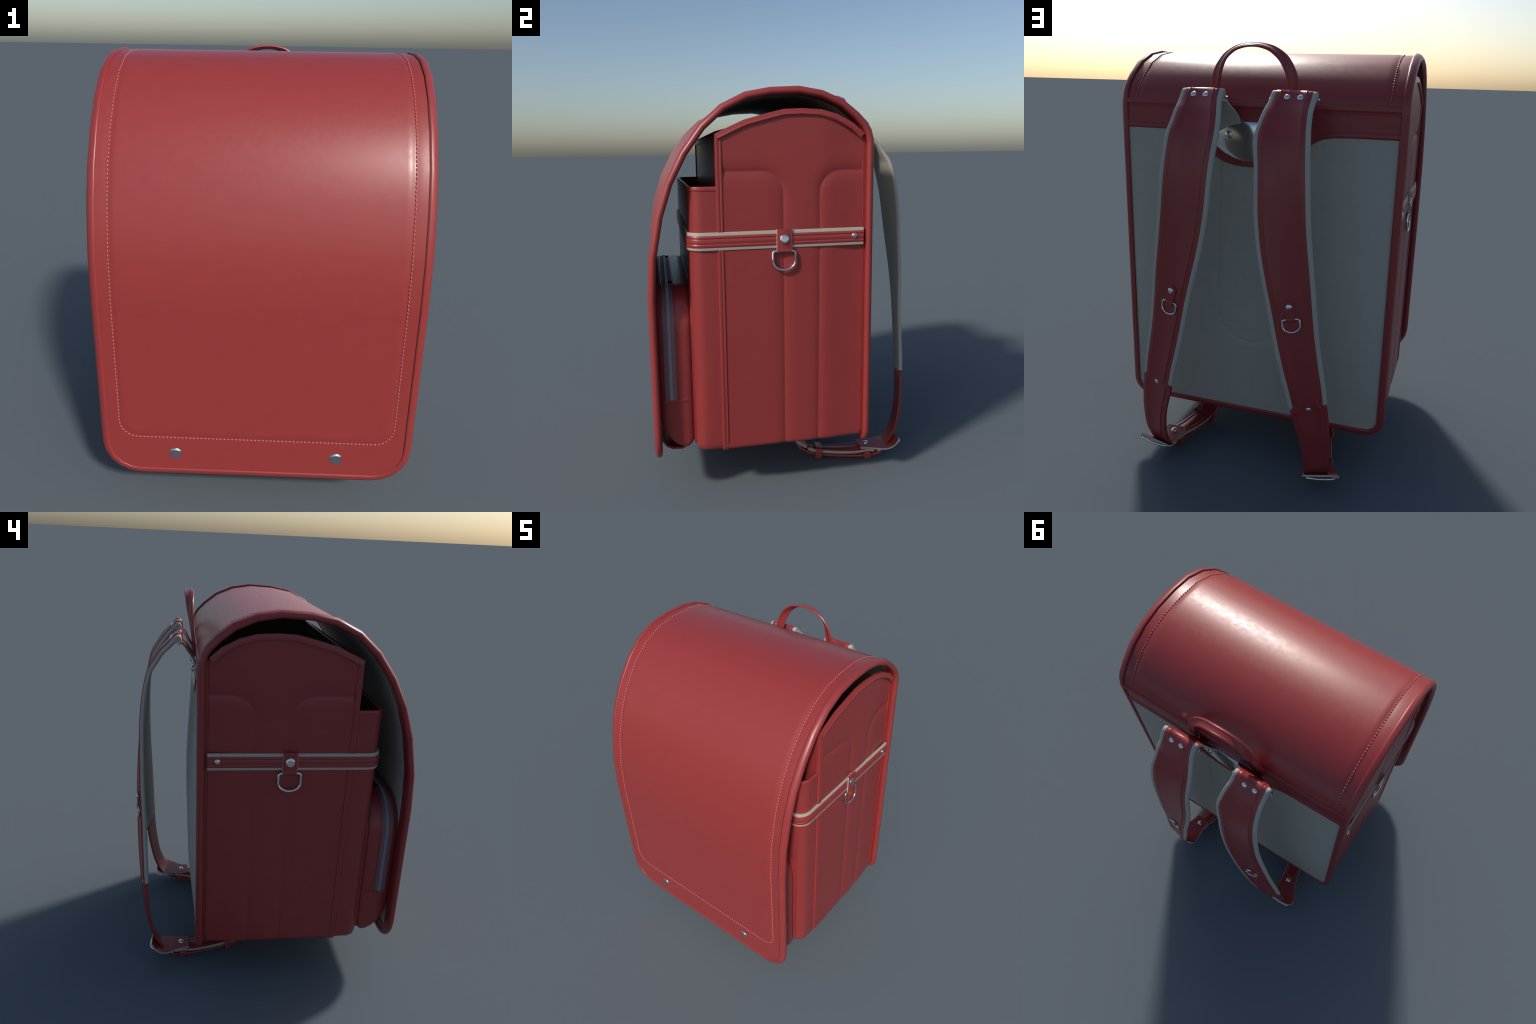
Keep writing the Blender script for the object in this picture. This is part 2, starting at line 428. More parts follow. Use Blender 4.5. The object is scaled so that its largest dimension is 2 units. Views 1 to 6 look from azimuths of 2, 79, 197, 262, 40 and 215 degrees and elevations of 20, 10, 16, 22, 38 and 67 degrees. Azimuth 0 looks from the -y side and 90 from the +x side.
# ------------------------------------------------------------------ zip pocket
def outline(hw, zb, zt, rt, rb, seg=8):
    P = []
    for cx, cz, r, a0 in ((hw - rt, zt - rt, rt, 0), (-hw + rt, zt - rt, rt, 90), (-hw + rb, zb + rb, rb, 180), (hw - rb, zb + rb, rb, 270)):
        for k in range(seg + 1):
            a = math.radians(a0 + 90 * k / seg); P.append((cx + r * math.cos(a), cz + r * math.sin(a)))
    return P
POCK = [(-0.488, 0.573, 0.31, 1.030, .182, .03), (-0.497, 0.588, 0.297, 1.045, .187, .03), (-0.508, 0.596, 0.282, 1.053, .192, .03),
        (-0.525, 0.599, 0.267, 1.055, .192, .03), (-0.550, 0.599, 0.2685, 1.055, .192, .03), (-0.582, 0.599, 0.287, 1.055, .192, .03),
        (-0.612, 0.599, 0.317, 1.055, .192, .03), (-0.633, 0.598, 0.352, 1.054, .192, .03), (-0.646, 0.596, 0.392, 1.052, .192, .03),
        (-0.653, 0.591, 0.425, 1.047, .19, .03), (-0.6575, 0.581, 0.455, 1.037, .185, .03), (-0.660, 0.565, 0.48, 1.020, .18, .03)]
bm = bmesh.new()
add_loft(bm, [[(x, r[0], z) for x, z in outline(*r[1:])] for r in POCK])
POCKET = mk_obj("zip_pocket", bm, RED, ROOT, 55)
bm = bmesh.new()
add_loft(bm, [[(x, y, z) for x, z in outline(hw, zb, zt, .2, .03)] for y, hw, zb, zt in
              ((-0.484, 0.601, 0.290, 1.064), (-0.486, 0.604, 0.287, 1.067), (-0.494, 0.604, 0.287, 1.067), (-0.496, 0.600, 0.291, 1.063))])
mk_obj("gusset", bm, RED, POCKET, 50)
# zip band over the arch
def arch(off, zend=0.523, seg=16):
    hw, zt, r = 0.5985 + off, 1.0540 + off, 0.192 + off
    P = [(hw, z) for z in (zend, 0.62, 0.72, 0.80)] + [(hw - r + r * math.cos(a), zt - r + r * math.sin(a)) for a in [math.radians(90 * k / seg) for k in range(seg + 1)]]
    P += [(0.3, zt), (0.15, zt), (0, zt)]
    return P + [(-x, z) for x, z in reversed(P[:-1])]
def arch_sweep(y0, sec, name, mat, off=0.0):
    A = arch(off); bm = bmesh.new(); path, fr = [], []
    N = plan_normals(A)
    for (x, z), i in zip(A, range(len(A))):
        d = V(A[min(len(A) - 1, i + 1)]) - V(A[max(0, i - 1)]); d.normalize(); n = V((d.y, -d.x))
        if n.dot(V((x, z - 0.7))) < 0: n = -n
        path.append((x, y0, z)); fr.append((V((0, 1, 0)), V((n.x, 0, n.y))))
    sweep(bm, path, fr, sec); return mk_obj(name, bm, mat, POCKET, 50)
ZIP = arch_sweep(-0.599, [(-0.026, -.004), (-0.026, 0.001), (0.026, 0.001), (0.026, -.004)], "zipper", TAPE)
for yy in (-0.6285, -0.5695):
    arch_sweep(yy, [(-0.004, -.004), (-0.004, 0.0015), (-0.002, .0032), (0.002, .0032), (0.004, 0.0015), (0.004, -.004)], "welt", RED)
bm = bmesh.new(); A = [(x, -0.599, z) for x, z in arch(0.0022)]
for c, d in polyline_points(A, 0.0065):
    n = V((d.z, 0, -d.x)); n = n if n.dot(V((c.x, 0, c.z - .7))) > 0 else -n
    add_bead(bm, c, V((0, 1, 0)), 0.018, 0.0042, n)
o = mk_obj("zip_teeth", bm, TEETH, ZIP, 40, "stuff")
# seam under the zip ends
bm = bmesh.new()
ring = [(0.594, -0.512), (0.6005, -0.53), (0.6005, -0.58), (0.6005, -0.612), (0.5995, -0.633), (0.5975, -0.646), (0.5925, -0.653), (0.5825, -0.658), (0.565, -0.6605)]
RR = ring + [(0.3, -0.6605), (0, -0.6605)]; RR = RR + [(-x, y) for x, y in reversed(RR[:-1])]
N = plan_normals(RR)
sweep(bm, [(x, y, 0.516) for x, y in RR], [(V((0, 0, 1)), V((n.x, n.y, 0))) for n in N], [(-0.008, -.004), (-0.007, 0.001), (0.003, 0.0035), (0.007, 0.0025), (0.008, -.004)])
mk_obj("seam_band", bm, RED, POCKET, 50)

# ------------------------------------------------------------------ belt round the box
BP = u_plan(0.6500, 0.334, -0.4945, 0.066, 8, 9)
BP.insert(1, (0.6500, 0.1)); BP.insert(-1, (-0.6500, 0.1))
BN = plan_normals(BP)
bm = bmesh.new()
fr = [(V((0, 0, 1)), V((n.x, n.y, 0))) for n in BN]
sweep(bm, [(p[0], p[1], 1.290) for p in BP], fr, [(-0.041, -0.004), (-0.042, 0.001), (-0.041, 0.0045), (-0.036, 0.006), (0.036, 0.006), (0.041, 0.0045), (0.042, 0.001), (0.041, -0.004)])
BELT = mk_obj("belt", bm, CREAM, ROOT, 50)
bm = bmesh.new()
sec = [(-0.0285, 0.003), (-0.0285, 0.0065), (-0.024, 0.0080), (-0.019, 0.0098), (-0.015, 0.0088), (-0.012, 0.0070), (-0.008, 0.0086), (0.008, 0.0092), (0.012, 0.0070), (0.015, 0.0090), (0.019, 0.0098), (0.023, 0.0076), (0.0265, 0.0065), (0.0285, 0.003)]
sweep(bm, [(p[0], p[1], 1.290) for p in BP], fr, sec)
mk_obj("belt_face", bm, RED, BELT, 50)
small = dome_mesh("rivet_small", 0.0145, 0.0085, 0.006, 18)
def disc_mesh(name, r, h, stem, n):
    bm = bmesh.new()
    add_loft(bm, [[(rr * math.cos(2 * math.pi * k / n), rr * math.sin(2 * math.pi * k / n), z) for k in range(n)]
                  for rr, z in ((r, -stem), (r, 0), (r * .985, h * .35), (r * .93, h * .75), (r * .84, h * .97), (r * .5, h))])
    bmesh.ops.recalc_face_normals(bm, faces=bm.faces[:])
    me = bpy.data.meshes.new(name); bm.to_mesh(me); bm.free(); me.materials.append(METAL); me.shade_smooth(); return me
flat = disc_mesh("rivet_flat", 0.0225, 0.005, 0.006, 24)
def d_ring(name, hw, top, bot, r, parent, M, rail=True):
    """D ring in local x (width) / z (down) plane, transformed by M"""
    P = [(-hw * .82, top), (-hw * .95, top - .006), (-hw, top - .018)]
    h = (top - bot) - hw * .75
    cz = top - max(h, .02)
    P = [(-hw * .55, top), (-hw * .86, top - hw * .03), (-hw * .98, top - hw * .16), (-hw, cz)]
    for k in range(1, 12):
        a = math.pi + math.pi * k / 12; P.append((hw * math.cos(a), cz + (cz - bot) * math.sin(a)))
    P += [(hw, cz), (hw * .98, top - hw * .16), (hw * .86, top - hw * .03), (hw * .55, top), (0, top)]
    bm = bmesh.new(); tube(bm, [M @ V((x, 0, z)) for x, z in P], r, 10, loop=True)
    return mk_obj(name, bm, METAL, parent, 60)
for s in (1, -1):
    place(small, "rivet", (s * 0.658, 0.288, 1.293), (s, 0, 0), BELT)
    bm = bmesh.new()
    # folded tab: up over the belt and round the ring
    path = [(s * 0.6605, -0.053, 1.338), (s * 0.6610, -0.053, 1.333), (s * 0.6610, -0.053, 1.29), (s * 0.6610, -0.053, 1.244), (s * 0.6605, -0.053, 1.232), (s * 0.658, -0.053, 1.226)]
    sweep(bm, path, [(V((0, 1, 0)), V((s, 0, 0)))] * 6, rrect(0.0348, 0.0045, 0.0025, 2))
    TAB = mk_obj("ring_tab", bm, RED, BELT, 40)
    bm = bmesh.new()
    for d in (-0.0352, 0.0352):
        sweep(bm, [(p[0] - s * .0003, p[1] + d, p[2]) for p in path], [(V((0, 1, 0)), V((s, 0, 0)))] * 6, rrect(0.0012, 0.0035, 0.0008, 1))
    mk_obj("tab_edge", bm, CREAM, TAB, 40)
    place(flat, "rivet", (s * 0.6652, -0.053, 1.2905), (s, 0, 0.15), TAB)
    M = Matrix.Translation((s * 0.660, -0.055, 1.235)) @ Matrix.Rotation(math.radians(90 * 1), 4, 'Z') @ Matrix.Rotation(math.radians(-s * 3), 4, 'X')
    d_ring("d_ring", 0.054, 0.0, -0.090, 0.0062, TAB, M)
    bm = bmesh.new()
    sweep(bm, [(s * 0.6585, -0.053 - 0.0346, 1.236), (s * 0.6585, -0.053 + 0.0346, 1.236)], [(V((s, 0, 0)), V((0, 0, 1)))] * 2, sup(12, 0.0078, 0.0115, 2.4))
    mk_obj("tab_fold", bm, RED, TAB, 50)

# ------------------------------------------------------------------ padded back
HZ = [(0.236, 0.002), (0.30, 0.011), (0.37, 0.0195), (0.47, 0.031), (0.60, 0.042), (0.75, 0.0465), (0.86, 0.045), (0.96, 0.0405), (1.06, 0.0335),
      (1.16, 0.0265), (1.257, 0.0205), (1.353, 0.0135), (1.447, 0.007), (1.55, 0.002), (1.70, 0.0)]
def bulge(x, z):
    u = min(1, abs(x) / 0.637)
    h = lerp_table(HZ, z)[0]
    side = 0.007 * smooth((abs(x) - 0.15) / 0.25) * smooth((z - 0.7) / 0.4) * (1 - smooth((z - 1.35) / 0.27))
    return (h + side) * (1 - u ** (4.5 + 4.0 * smooth((z - 0.4) / 0.6)))
UZ, UR, UX = 0.785, 0.155, 0.155
def u_groove(x, z):
    if z < UZ: d = math.hypot(x, z - UZ) - UR
    else: d = abs(x) - UX
    return -0.0055 * math.exp(-(d / 0.007) ** 2) + (0.004 * smooth(1 - d / -0.02 if d > -0.02 else 1) if d < 0 else 0) * 0.0 - (0.0025 * smooth(-d / 0.03) if d < 0 else 0)
xs = sorted(set(frange(-0.6335, 0.6335, 61) + frange(0.12, 0.19, 15) + frange(-0.19, -0.12, 15)))
zz = sorted(set(frange(0.236, 1.66, 70) + frange(0.61, 0.72, 18)))
F = [[(x, 0.3725 + bulge(x, z) + u_groove(x, z), z) for x in xs] for z in zz]
B = [[(x, 0.358, z) for x in xs] for z in zz]
# rounded lower corners follow the rim
def clip(x, z):
    if z < 0.30 and abs(x) > 0.575:
        d = 0.306 - z; w = 0.575 + math.sqrt(max(0.0, 0.072 ** 2 - d * d)); return math.copysign(min(abs(x), w), x)
    return x
F = [[(clip(x, z), y, z) for x, y, z in r] for r in F]; B = [[(clip(x, z), y, z) for x, y, z in r] for r in B]
bm = bmesh.new(); add_slab(bm, F, B); mk_obj("back_panel", bm, GREY, ROOT, 60)

# red band across the back, dipping round the hanger plate
DIP = [(0.0, 1.469), (0.05, 1.4695), (0.100, 1.474), (0.150, 1.4865), (0.190, 1.5065), (0.225, 1.540), (0.260, 1.582), (0.29, 1.600), (0.32, 1.610), (0.36, 1.616), (0.45, 1.619), (0.64, 1.619)]
xs2 = sorted(set([p[0] for p in DIP] + frange(0, 0.4, 33))); xs2 = [-x for x in reversed(xs2[1:])] + xs2
rows = [(0.0, -.002), (0.002, .004), (0.006, .0085), (0.012, .0095), (0.018, .0075), (0.0225, .0065), (0.026, .0085), (0.030, .008), (0.034, .004), (0.040, .004)]
F, B = [], []
def yb(x, z): return 0.3710 + bulge(x, min(z, 1.6))
for d, h in rows:
    F.append([(x, yb(x, lerp_table(DIP, abs(x))[0] + d) + h, lerp_table(DIP, abs(x))[0] + d) for x in xs2])
for t in (0.25, 0.5, 0.75, 1.0):
    F.append([(x, yb(x, 1.62) + .004, (lerp_table(DIP, abs(x))[0] + .040) * (1 - t) + 1.727 * t) for x in xs2])
for z, h in ((1.730, .006), (1.733, .0085), (1.737, .009), (1.741, .007), (1.745, .0075), (1.750, .0075), (1.7535, .005), (1.755, -.002)):
    F.append([(x, yb(x, 1.62) + h, z) for x in xs2])
B = [[(x, 0.362, z) for x, y, z in r] for r in F]
bm = bmesh.new(); add_slab(bm, F, B); BAND = mk_obj("back_band", bm, RED, ROOT, 60)

# steel hanger plate
PL = [(0, 1.493), (0.05, 1.495), (0.097, 1.506), (0.147, 1.528), (0.188, 1.557), (0.207, 1.585), (0.207, 1.614), (0.188, 1.638), (0.165, 1.653), (0.135, 1.664), (0.095, 1.669), (0, 1.669)]
PL = PL + [(-x, z) for x, z in reversed(PL[1:-1])]
def plate_y(x, z): return 0.3720 + 0.0175 * max(0, 1 - (x / 0.22) ** 2) - 0.006 * ((z - 1.6) / .1) ** 2
bm = bmesh.new(); rings = []
for k, dy in ((1.0, -0.012), (1.0, -0.002), (0.992, 0.001), (0.975, 0.002), (0.8, 0.004), (0.6, 0.0045), (0.4, 0.005), (0.2, 0.005)):
    rings.append([(x * k, plate_y(x * k, 1.59 + (z - 1.59) * k) + dy, 1.59 + (z - 1.59) * k) for x, z in PL])
add_loft(bm, rings); PLATE = mk_obj("hanger_plate", bm, METAL, ROOT, 60)
for s in (1, -1):
    place(small, "rivet", (s * 0.120, plate_y(.120, 1.609) + 0.0045, 1.609), (s * .15, 1, 0), PLATE, 1.35)

# ------------------------------------------------------------------ carrying handle
HP = [(0.198, 0.385, 1.700, 0), (0.196, 0.389, 1.760, 0.05), (0.182, 0.395, 1.820, 0.15), (0.165, 0.401, 1.880, 0.33), (0.135, 0.405, 1.933, 0.56), (0.090, 0.407, 1.969, 0.80), (0.045, 0.409, 1.984, 0.95), (0.0, 0.410, 1.9885, 1.0)]
HP = HP + [(-x, y, z, w) for x, y, z, w in reversed(HP[:-1])]
C = catmull(HP, 49); bm = bmesh.new(); path, fr, secs = [], [], []
for i, (x, y, z, w) in enumerate(C):
    t = (V(C[min(i + 1, len(C) - 1)][:3]) - V(C[max(0, i - 1)][:3])).normalized()
    inpl = t.cross(V((0, 1, 0))).normalized()
    if inpl.dot(V((x, 0, z - 1.75))) < 0: inpl = -inpl
    A = (inpl * (1 - w) + V((0, -0.96, 0.28)) * w).normalized(); A = (A - t * A.dot(t)).normalized()
    Nn = A.cross(t).normalized()
    path.append((x, y, z)); fr.append((A, Nn)); secs.append([(0.024, 0), (0.023, 0.004), (0.018, 0.0048), (0.0155, 0.0062), (0.013, 0.0048), (0.0, 0.0058), (-0.013, 0.0048), (-0.0155, 0.0062), (-0.018, 0.0048), (-0.023, 0.004), (-0.024, 0), (-0.023, -0.004), (-0.018, -0.0048), (-0.0155, -0.0066), (-0.013, -0.0048), (0, -0.0058), (0.013, -0.0048), (0.0155, -0.0066), (0.018, -0.0048), (0.023, -0.004)])
sweep(bm, path, fr, secs); mk_obj("handle", bm, RED, ROOT, 45)

# ------------------------------------------------------------------ shoulder straps
# control rows, top loop to foot: outer edge (x y z), inner edge (x y z)   (for +x side)
EDGE = [
    ((0.303, 0.456, 1.770), (0.107, 0.456, 1.772)),
    ((0.303, 0.4545, 1.786), (0.107, 0.4545, 1.788)),
    ((0.303, 0.460, 1.7965), (0.107, 0.460, 1.7985)),
    ((0.303, 0.471, 1.7950), (0.107, 0.471, 1.7970)),
    ((0.303, 0.487, 1.777), (0.106, 0.487, 1.780)),
    ((0.302, 0.512, 1.750), (0.103, 0.513, 1.752)),
    ((0.304, 0.543, 1.721), (0.093, 0.543, 1.721)),
    ((0.308, 0.576, 1.672), (0.082, 0.578, 1.672)),
    ((0.315, 0.605, 1.620), (0.077, 0.610, 1.620)),
    ((0.324, 0.625, 1.526), (0.088, 0.635, 1.526)),
    ((0.332, 0.637, 1.430), (0.095, 0.652, 1.430)),
    ((0.339, 0.643, 1.331), (0.101, 0.664, 1.331)),
    ((0.348, 0.645, 1.231), (0.113, 0.675, 1.231)),
    ((0.360, 0.645, 1.128), (0.132, 0.685, 1.128)),
    ((0.373, 0.644, 1.022), (0.157, 0.692, 1.022)),
    ((0.384, 0.640, 0.912), (0.182, 0.696, 0.912)),
    ((0.397, 0.637, 0.801), (0.205, 0.696, 0.801)),
    ((0.415, 0.635, 0.688), (0.231, 0.694, 0.688)),
    ((0.436, 0.633, 0.574), (0.262, 0.689, 0.574)),
    ((0.445, 0.631, 0.511), (0.277, 0.684, 0.505)),
    ((0.454, 0.629, 0.455), (0.290, 0.680, 0.455)),
    ((0.467, 0.620, 0.329), (0.325, 0.667, 0.329)),
    ((0.468, 0.601, 0.205), (0.342, 0.645, 0.205)),
    ((0.460, 0.578, 0.135), (0.342, 0.612, 0.135)),
    ((0.451, 0.555, 0.085), (0.337, 0.575, 0.080)),
]
def untwist(o, i):
    """pad thickness: bring the inner edge towards the bag and the outer edge away from it"""
    k = smooth((1.70 - o[2]) / 0.2) * smooth((o[2] - 0.10) / 0.12)
    return (o[0], o[1] + 0.005 * k, o[2]), (i[0], i[1] - 0.006 * smooth((1.76 - o[2]) / .06) * smooth((o[2] - 0.10) / 0.12) - 0.0045 * k, i[2])
EDGE = [untwist(o, i) for o, i in EDGE]
def strap(s):
    rows = catmull([a + b for a, b in EDGE], (len(EDGE) - 1) * 3 + 1)
    fr, path, hw = [], [], []
    O = [V((s * r[0], r[1], r[2])) for r in rows]; I = [V((s * r[3], r[4], r[5])) for r in rows]
    M = [(a + b) / 2 for a, b in zip(O, I)]
    for i in range(len(rows)):
        t = (M[min(i + 1, len(M) - 1)] - M[max(0, i - 1)]).normalized()
        A = (O[i] - I[i]); w = A.length / 2; A.normalize(); A = (A - t * A.dot(t)).normalized()
        n = A.cross(t).normalized()
        path.append(M[i]); fr.append([A, n]); hw.append(w)
    # outward normal: start row must face -y (inside of loop end faces bag), long part +y
    k = 40
    if fr[k][1].y < 0: fr = [[A, -n] for A, n in fr]
    for i in range(k - 1, -1, -1):
        if fr[i][1].dot(fr[i + 1][1]) < 0: fr[i][1] = -fr[i][1]
    for i in range(k, len(fr)):
        if fr[i][1].dot(fr[i - 1][1]) < 0: fr[i][1] = -fr[i][1]
    end = 58                                    # padding stops here
    # red face layer, full length (parent)
    bm = bmesh.new(); secs = []
    for i in range(len(path)):
        w = hw[i] - (0.017 if i <= end else 0.003)
        e, b = w - 0.026, 0.003
        th = 0.010 if i <= end + 1 else 0.006
        lo = -0.001 if i <= end else -0.007
        secs.append([(w, lo), (w, th - .003), (w - .004, th), (e + .0042, th), (e, th + .0042), (e - .0042, th + .001), (0, th + .002), (-e + .0042, th + .001), (-e, th + .0042), (-e - .0042, th), (-w + .004, th), (-w, th - .003), (-w, lo), (-w * .5, lo - .0012), (w * .5, lo - .0012)])
    sweep(bm, path, fr, secs)
    S = mk_obj("shoulder_strap", bm, RED, ROOT, 40)
    bm = bmesh.new(); secs = []
    for i in range(end + 1):
        w = hw[i]; th = 0.0085; lo = -0.0125
        if i < 14: lo = -0.0135
        secs.append([(w - .003, lo + .003), (w, lo + .008), (w, th - .006), (w - .004, th - .001), (w - .012, th), (-w + .012, th), (-w + .004, th - .001), (-w, th - .006), (-w, lo + .008), (-w + .003, lo + .003), (-w + .012, lo), (w - .012, lo)])
    sweep(bm, path[:end + 1], fr[:end + 1], secs)
    PAD = mk_obj("padding", bm, GREY, S, 50)
    # filler where the pad folds round the bar, and the flat steel bar itself
    bm = bmesh.new(); tube(bm, [(s * x, 0.469, 1.781) for x in (0.109, 0.2, 0.301)], 0.0165, 18); mk_obj("fold_roll", bm, GREY, S, 50)
    bm = bmesh.new(); d = V((0, -0.55, -0.83)).normalized(); e = V((0, 0.83, -0.55))
    sweep(bm, [(s * x, 0.461, 1.766) for x in (0.094, 0.2, 0.311)], [(d, e)] * 3, rrect(0.0105, 0.0055, 0.002, 2)); mk_obj("steel_bar", bm, METAL, S, 40)
    # two rivets at the top
    def on_face(z, x=None, lo=12):
        j = min(range(lo, len(path)), key=lambda q: abs(path[q].z - z)); return j
    j = on_face(1.784)
    for x in (0.181, 0.237):
        place(small, "rivet", (s * x, 0.4945, 1.7805), fr[j][1], S, 1.05)
    # ring tab
    j0, j1 = on_face(0.955), on_face(0.86)
    c = V((s * 0.268, 0, 0.947)); j = on_face(0.94); A, n = fr[j]
    t = A.cross(n).normalized(); t = t if t.z > 0 else -t
    # strap leans; the tab hangs along the strap
    base = path[j] + A * ((V((s * 0.268, path[j].y, path[j].z)) - path[j]).dot(A)) + n * 0.012
    P = []
    outl = [(0.0255 * math.sin(a), 0.0255 * math.cos(a)) for a in [math.radians(-100 + 20 * k) for k in range(11)]]
    outl += [(0.021, -0.035), (0.0195, -0.064), (-0.0195, -0.064), (-0.021, -0.035)]
    bm = bmesh.new()
    for dn in (0,):
        add_loft(bm, [[base + A * (u * q) + t * (v * q if v > 0 else v - (1 - q) * .0) + n * h for u, v in outl] for q, h in ((1, -.004), (1, .0035), (.93, .005))])
    TB = mk_obj("ring_tab", bm, RED, S, 40)
    place(small, "rivet", base + n * 0.004, n, TB, 1.0)
    X = A * s; M = Matrix(((X.x, n.x, t.x, 0), (X.y, n.y, t.y, 0), (X.z, n.z, t.z, 0), (0, 0, 0, 1)))
    M.translation = base + n * 0.002 - t * 0.055 
    d_ring("d_ring", 0.0375, 0.0, -0.058, 0.0045, TB, M)
    bm = bmesh.new(); c0 = base + n * 0.0025 - t * 0.0565
    sweep(bm, [c0 - A * 0.0195, c0 + A * 0.0195], [(t, n)] * 2, sup(12, 0.0105, 0.0068, 2.2)); mk_obj("tab_fold", bm, RED, TB, 50)
    # low rivet, dark solid plug standing in for the punched hole
    j = on_face(0.476); place(small, "rivet", path[j] + fr[j][1] * .006, fr[j][1], S, .95)
    j = on_face(0.172)
    bm = bmesh.new(); q = [path[j] + fr[j][1] * h for h in (.001, .0068)]
    tube(bm, q, 0.0055, 10); mk_obj("hole_plug", bm, DARK, S, 40)

    # ---- leather cup the strap foot sits in
    cup = [(0.412, 0.398, 0.038, 0.080, 0), (0.418, 0.397, 0.046, 0.081, 0), (0.44, 0.395, 0.0505, 0.0805, 0), (0.475, 0.402, 0.055, 0.0815, 0), (0.50, 0.410, 0.063, 0.083, 0.02),
           (0.53, 0.417, 0.073, 0.085, 0.03), (0.56, 0.422, 0.081, 0.090, 0.08), (0.585, 0.423, 0.0845, 0.101, 0.14), (0.600, 0.422, 0.082, 0.110, 0.20), (0.611, 0.419, 0.074, 0.118, 0.23), (0.618, 0.415, 0.062, 0.123, 0.24)]
    cp = catmull(cup, 40); bm = bmesh.new(); F, B = [], []
    for i, (y, x, w, z, tl) in enumerate(cp):
        a, b = cp[max(0, i - 1)], cp[min(len(cp) - 1, i + 1)]
        n = V((0, -(b[3] - a[3]), b[0] - a[0])).normalized()
        f, k = [], []
        for u in frange(-1, 1, 7):
            p = V((s * (x + w * u), y, z + tl * w * u)); f.append(p + n * 0.003); k.append(p - n * 0.0075)
        F.append(f); B.append(k)
    add_slab(bm, F, B, 0)
    bm.faces.ensure_lookup_table()
    CUP = mk_obj("buckle_leather", bm, RED, S, 40)
    # pale cut edge of the cup
    bm = bmesh.new(); E = [r[0] for r in F], [r[-1] for r in F]
    for side, idx in ((0, 0), (1, -1)):
        path2 = [(V(F[i][idx]) + V(B[i][idx])) / 2 for i in range(len(F))]
        fr2 = []
        for i in range(len(F)):
            nn = (V(F[i][idx]) - V(B[i][idx])).normalized(); fr2.append((V((s * (1 if idx else -1), 0, 0)), nn))
        sweep(bm, path2, fr2, rrect(0.0018, 0.0042, 0.001, 1))
    path2 = [(V(a) + V(b)) / 2 for a, b in zip(F[-1], B[-1])]
    nn = (V(F[-1][3]) - V(B[-1][3])).normalized()
    sweep(bm, path2, [(V((0, 0, 1)), nn)] * len(path2), rrect(0.0018, 0.0042, 0.001, 1))
    mk_obj("cut_edge", bm, CREAM, CUP, 40)
    place(small, "rivet", (s * 0.394, 0.458, 0.083), (0, 0, 1), CUP, 1.15)
    # buckle wire
    bm = bmesh.new()
    W = [(0.345, 0.505, 0.064), (0.345, 0.57, 0.074), (0.352, 0.605, 0.090), (0.37, 0.622, 0.100), (0.425, 0.625, 0.109), (0.482, 0.621, 0.121), (0.497, 0.603, 0.118), (0.49, 0.56, 0.092), (0.468, 0.505, 0.068), (0.41, 0.49, 0.062)]
    tube(bm, [(s * x, y, z) for x, y, z in W], 0.006, 8, loop=True); mk_obj("buckle", bm, METAL, CUP, 60)
    # ---- narrow strap to the bag floor
    low = [(0.50, 0.402, 0.062), (0.45, 0.392, 0.060), (0.40, 0.384, 0.053), (0.34, 0.370, 0.0475), (0.28, 0.357, 0.0455), (0.22, 0.345, 0.048), (0.165, 0.336, 0.0565), (0.12, 0.329, 0.078), (0.08, 0.325, 0.107), (0.052, 0.323, 0.140), (0.03, 0.322, 0.18), (0.016, 0.322, 0.22), (0.008, 0.322, 0.275)]
    roll = lambda y: 0.15 * smooth((0.42 - y) / 0.2) * smooth((y - 0.02) / 0.12)
    lp = catmull(low, 41); P = [V((s * x, y, z)) for y, x, z in lp]; f3 = []
    for i in range(len(P)):
        t = (P[min(i + 1, len(P) - 1)] - P[max(0, i - 1)]).normalized()
        A = V((1, 0, s * roll(P[i].y))); A = (A - t * A.dot(t)).normalized(); n = A.cross(t); n = n if (n.z > 0 or n.y < -0.5) else -n
        f3.append((A, n.normalized()))
    bm = bmesh.new(); sweep(bm, P, f3, [(0.049, -.004), (0.051, 0.001), (0.049, .006), (-0.049, .006), (-0.051, 0.001), (-0.049, -.004), (-.045, -.010), (.045, -.010)])
    LOW = mk_obj("adjusting_strap", bm, CREAM, S, 50)
    bm = bmesh.new()
    sweep(bm, P, f3, [(0.047, .003), (0.046, 0.0085), (0.036, 0.0085), (0.032, 0.0115), (0.028, 0.0085), (0.024, 0.0085), (0.022, 0.010), (-0.022, 0.010), (-0.024, 0.0085), (-0.028, 0.0085), (-0.032, 0.0115), (-0.036, 0.0085), (-0.046, 0.0085), (-0.047, .003)])
    mk_obj("strap_face", bm, RED, LOW, 50)
    # lower belt tail
    tail = [(0.535, 0.410, 0.052), (0.50, 0.402, 0.038), (0.45, 0.393, 0.0295), (0.40, 0.384, 0.0265), (0.34, 0.370, 0.0245), (0.28, 0.357, 0.0235), (0.22, 0.345, 0.0265), (0.165, 0.336, 0.0355), (0.12, 0.329, 0.054), (0.09, 0.326, 0.074)]
    tp = catmull(tail, 31); P2 = [V((s * x, y, z)) for y, x, z in tp]; f4 = []
    for i in range(len(P2)):
        t = (P2[min(i + 1, len(P2) - 1)] - P2[max(0, i - 1)]).normalized()
        A = V((1, 0, s * roll(P2[i].y))); A = (A - t * A.dot(t)).normalized(); n = A.cross(t); n = n if n.z > 0 else -n
        f4.append((A, n.normalized()))
    bm = bmesh.new(); sweep(bm, P2, f4, rrect(0.047, 0.0075, 0.006, 3)); mk_obj("strap_tail", bm, RED, LOW, 50)
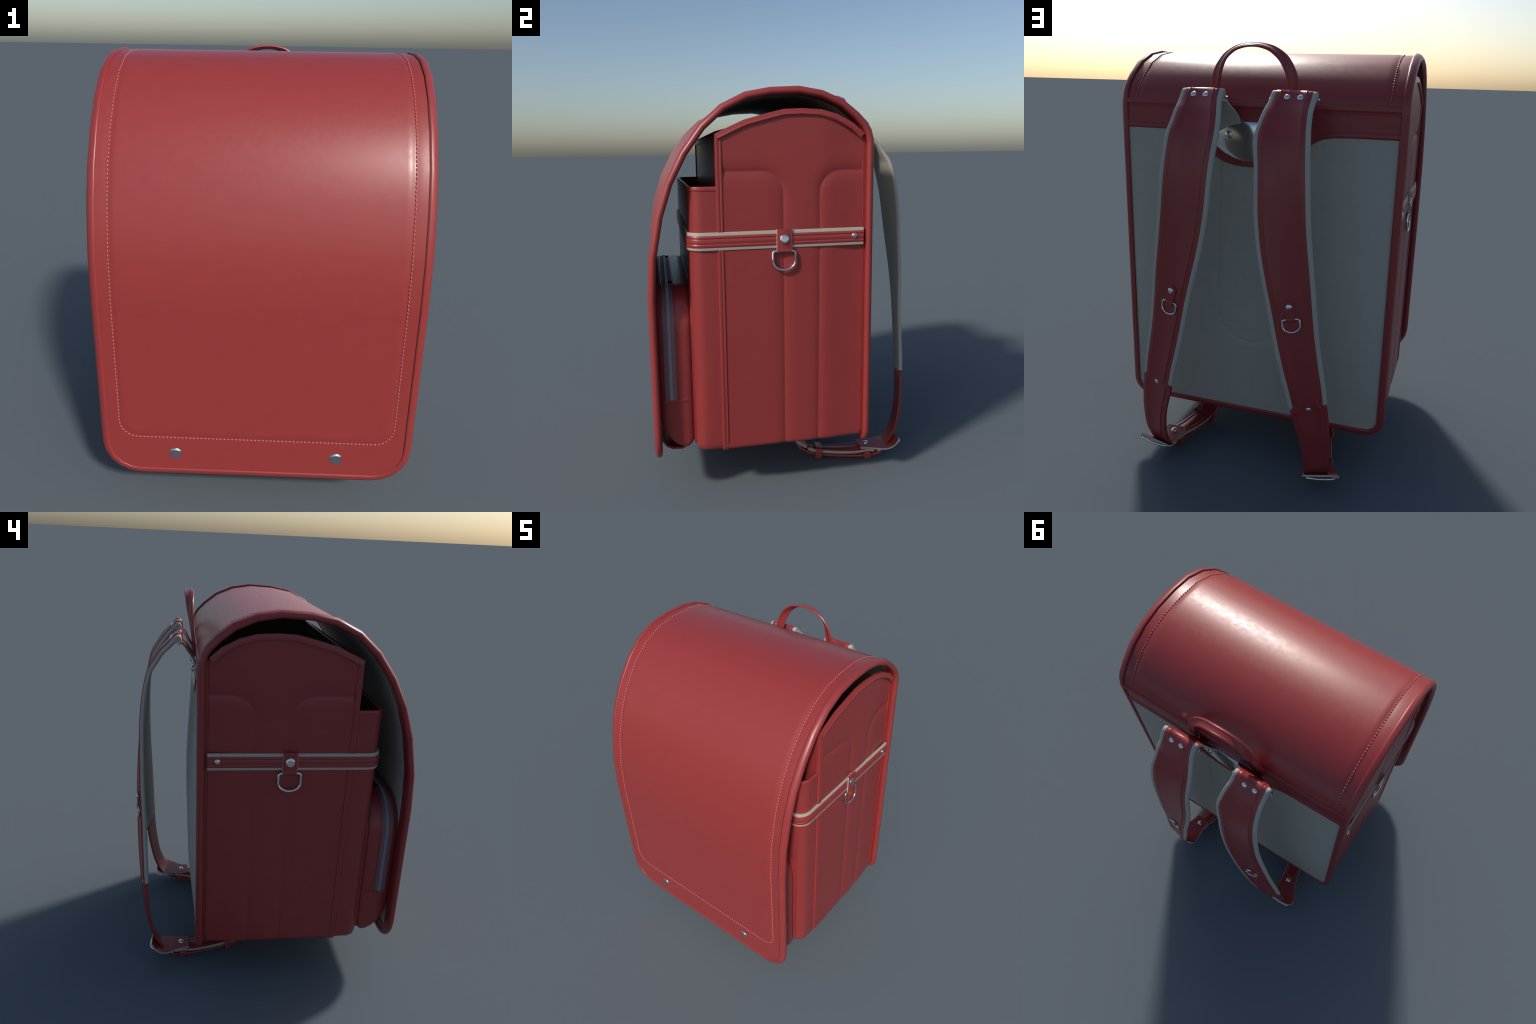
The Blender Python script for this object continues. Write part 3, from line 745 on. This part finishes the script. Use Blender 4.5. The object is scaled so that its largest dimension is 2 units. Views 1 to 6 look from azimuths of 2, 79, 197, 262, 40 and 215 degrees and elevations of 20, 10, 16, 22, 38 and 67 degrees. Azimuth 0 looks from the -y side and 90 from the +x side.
    # keeper loops
    def keeper(c, t, hw, zt, zb, name):
        A = V((1, 0, s * roll(c.y))); A = (A - t * A.dot(t)).normalized(); n = A.cross(t); n = n if n.z > 0 else -n
        rings = []
        hz = (zt - zb) / 2; c = c + n * (zt + zb) / 2
        o1 = rrect(hw, hz, 0.009, 3); i1 = rrect(hw - .006, hz - .006, 0.005, 3)
        bm = bmesh.new(); d = 0.0175
        rings = [[c + A * u + n * v - t * d for u, v in i1], [c + A * u + n * v - t * d for u, v in o1],
                 [c + A * u + n * v + t * d for u, v in o1], [c + A * u + n * v + t * d for u, v in i1]]
        add_loft(bm, rings, True, False, True)
        return mk_obj(name, bm, RED, LOW, 40)
    i = min(range(len(P)), key=lambda q: abs(P[q].y - 0.203)); t = (P[i + 1] - P[i - 1]).normalized()
    keeper(P[i], t, 0.060, 0.019, -0.0395, "keeper_loop")
    i = min(range(len(P2)), key=lambda q: abs(P2[q].y - 0.462)); t = (P2[i + 1] - P2[i - 1]).normalized()
    keeper(P2[i], t, 0.056, 0.026, -0.0165, "keeper_loop")

    # ---- hanger tab from the fold down to the plate
    tabp = [(0.455, 1.779, 0.205, 0.093), (0.446, 1.768, 0.201, 0.088), (0.428, 1.745, 0.183, 0.080), (0.413, 1.715, 0.155, 0.074), (0.394, 1.685, 0.132, 0.066), (0.384, 1.660, 0.122, 0.058), (0.379, 1.625, 0.115, 0.050)]
    tp = catmull(tabp, 19); bm = bmesh.new(); F, B = [], []
    for i, (y, z, x, w) in enumerate(tp):
        a, b = tp[max(0, i - 1)], tp[min(len(tp) - 1, i + 1)]
        n = V((0, -(b[1] - a[1]), b[0] - a[0])).normalized(); n = n if n.y > 0 else -n
        F.append([V((s * (x + w * u), y, z)) + n * 0.005 for u in frange(-1, 1, 5)]); B.append([V((s * (x + w * u), y, z)) - n * 0.006 for u in frange(-1, 1, 5)])
    add_slab(bm, F, B, 0, 1); mk_obj("hanger_tab", bm, [GREY, RED], S, 40)
    return S
strap(1); strap(-1)
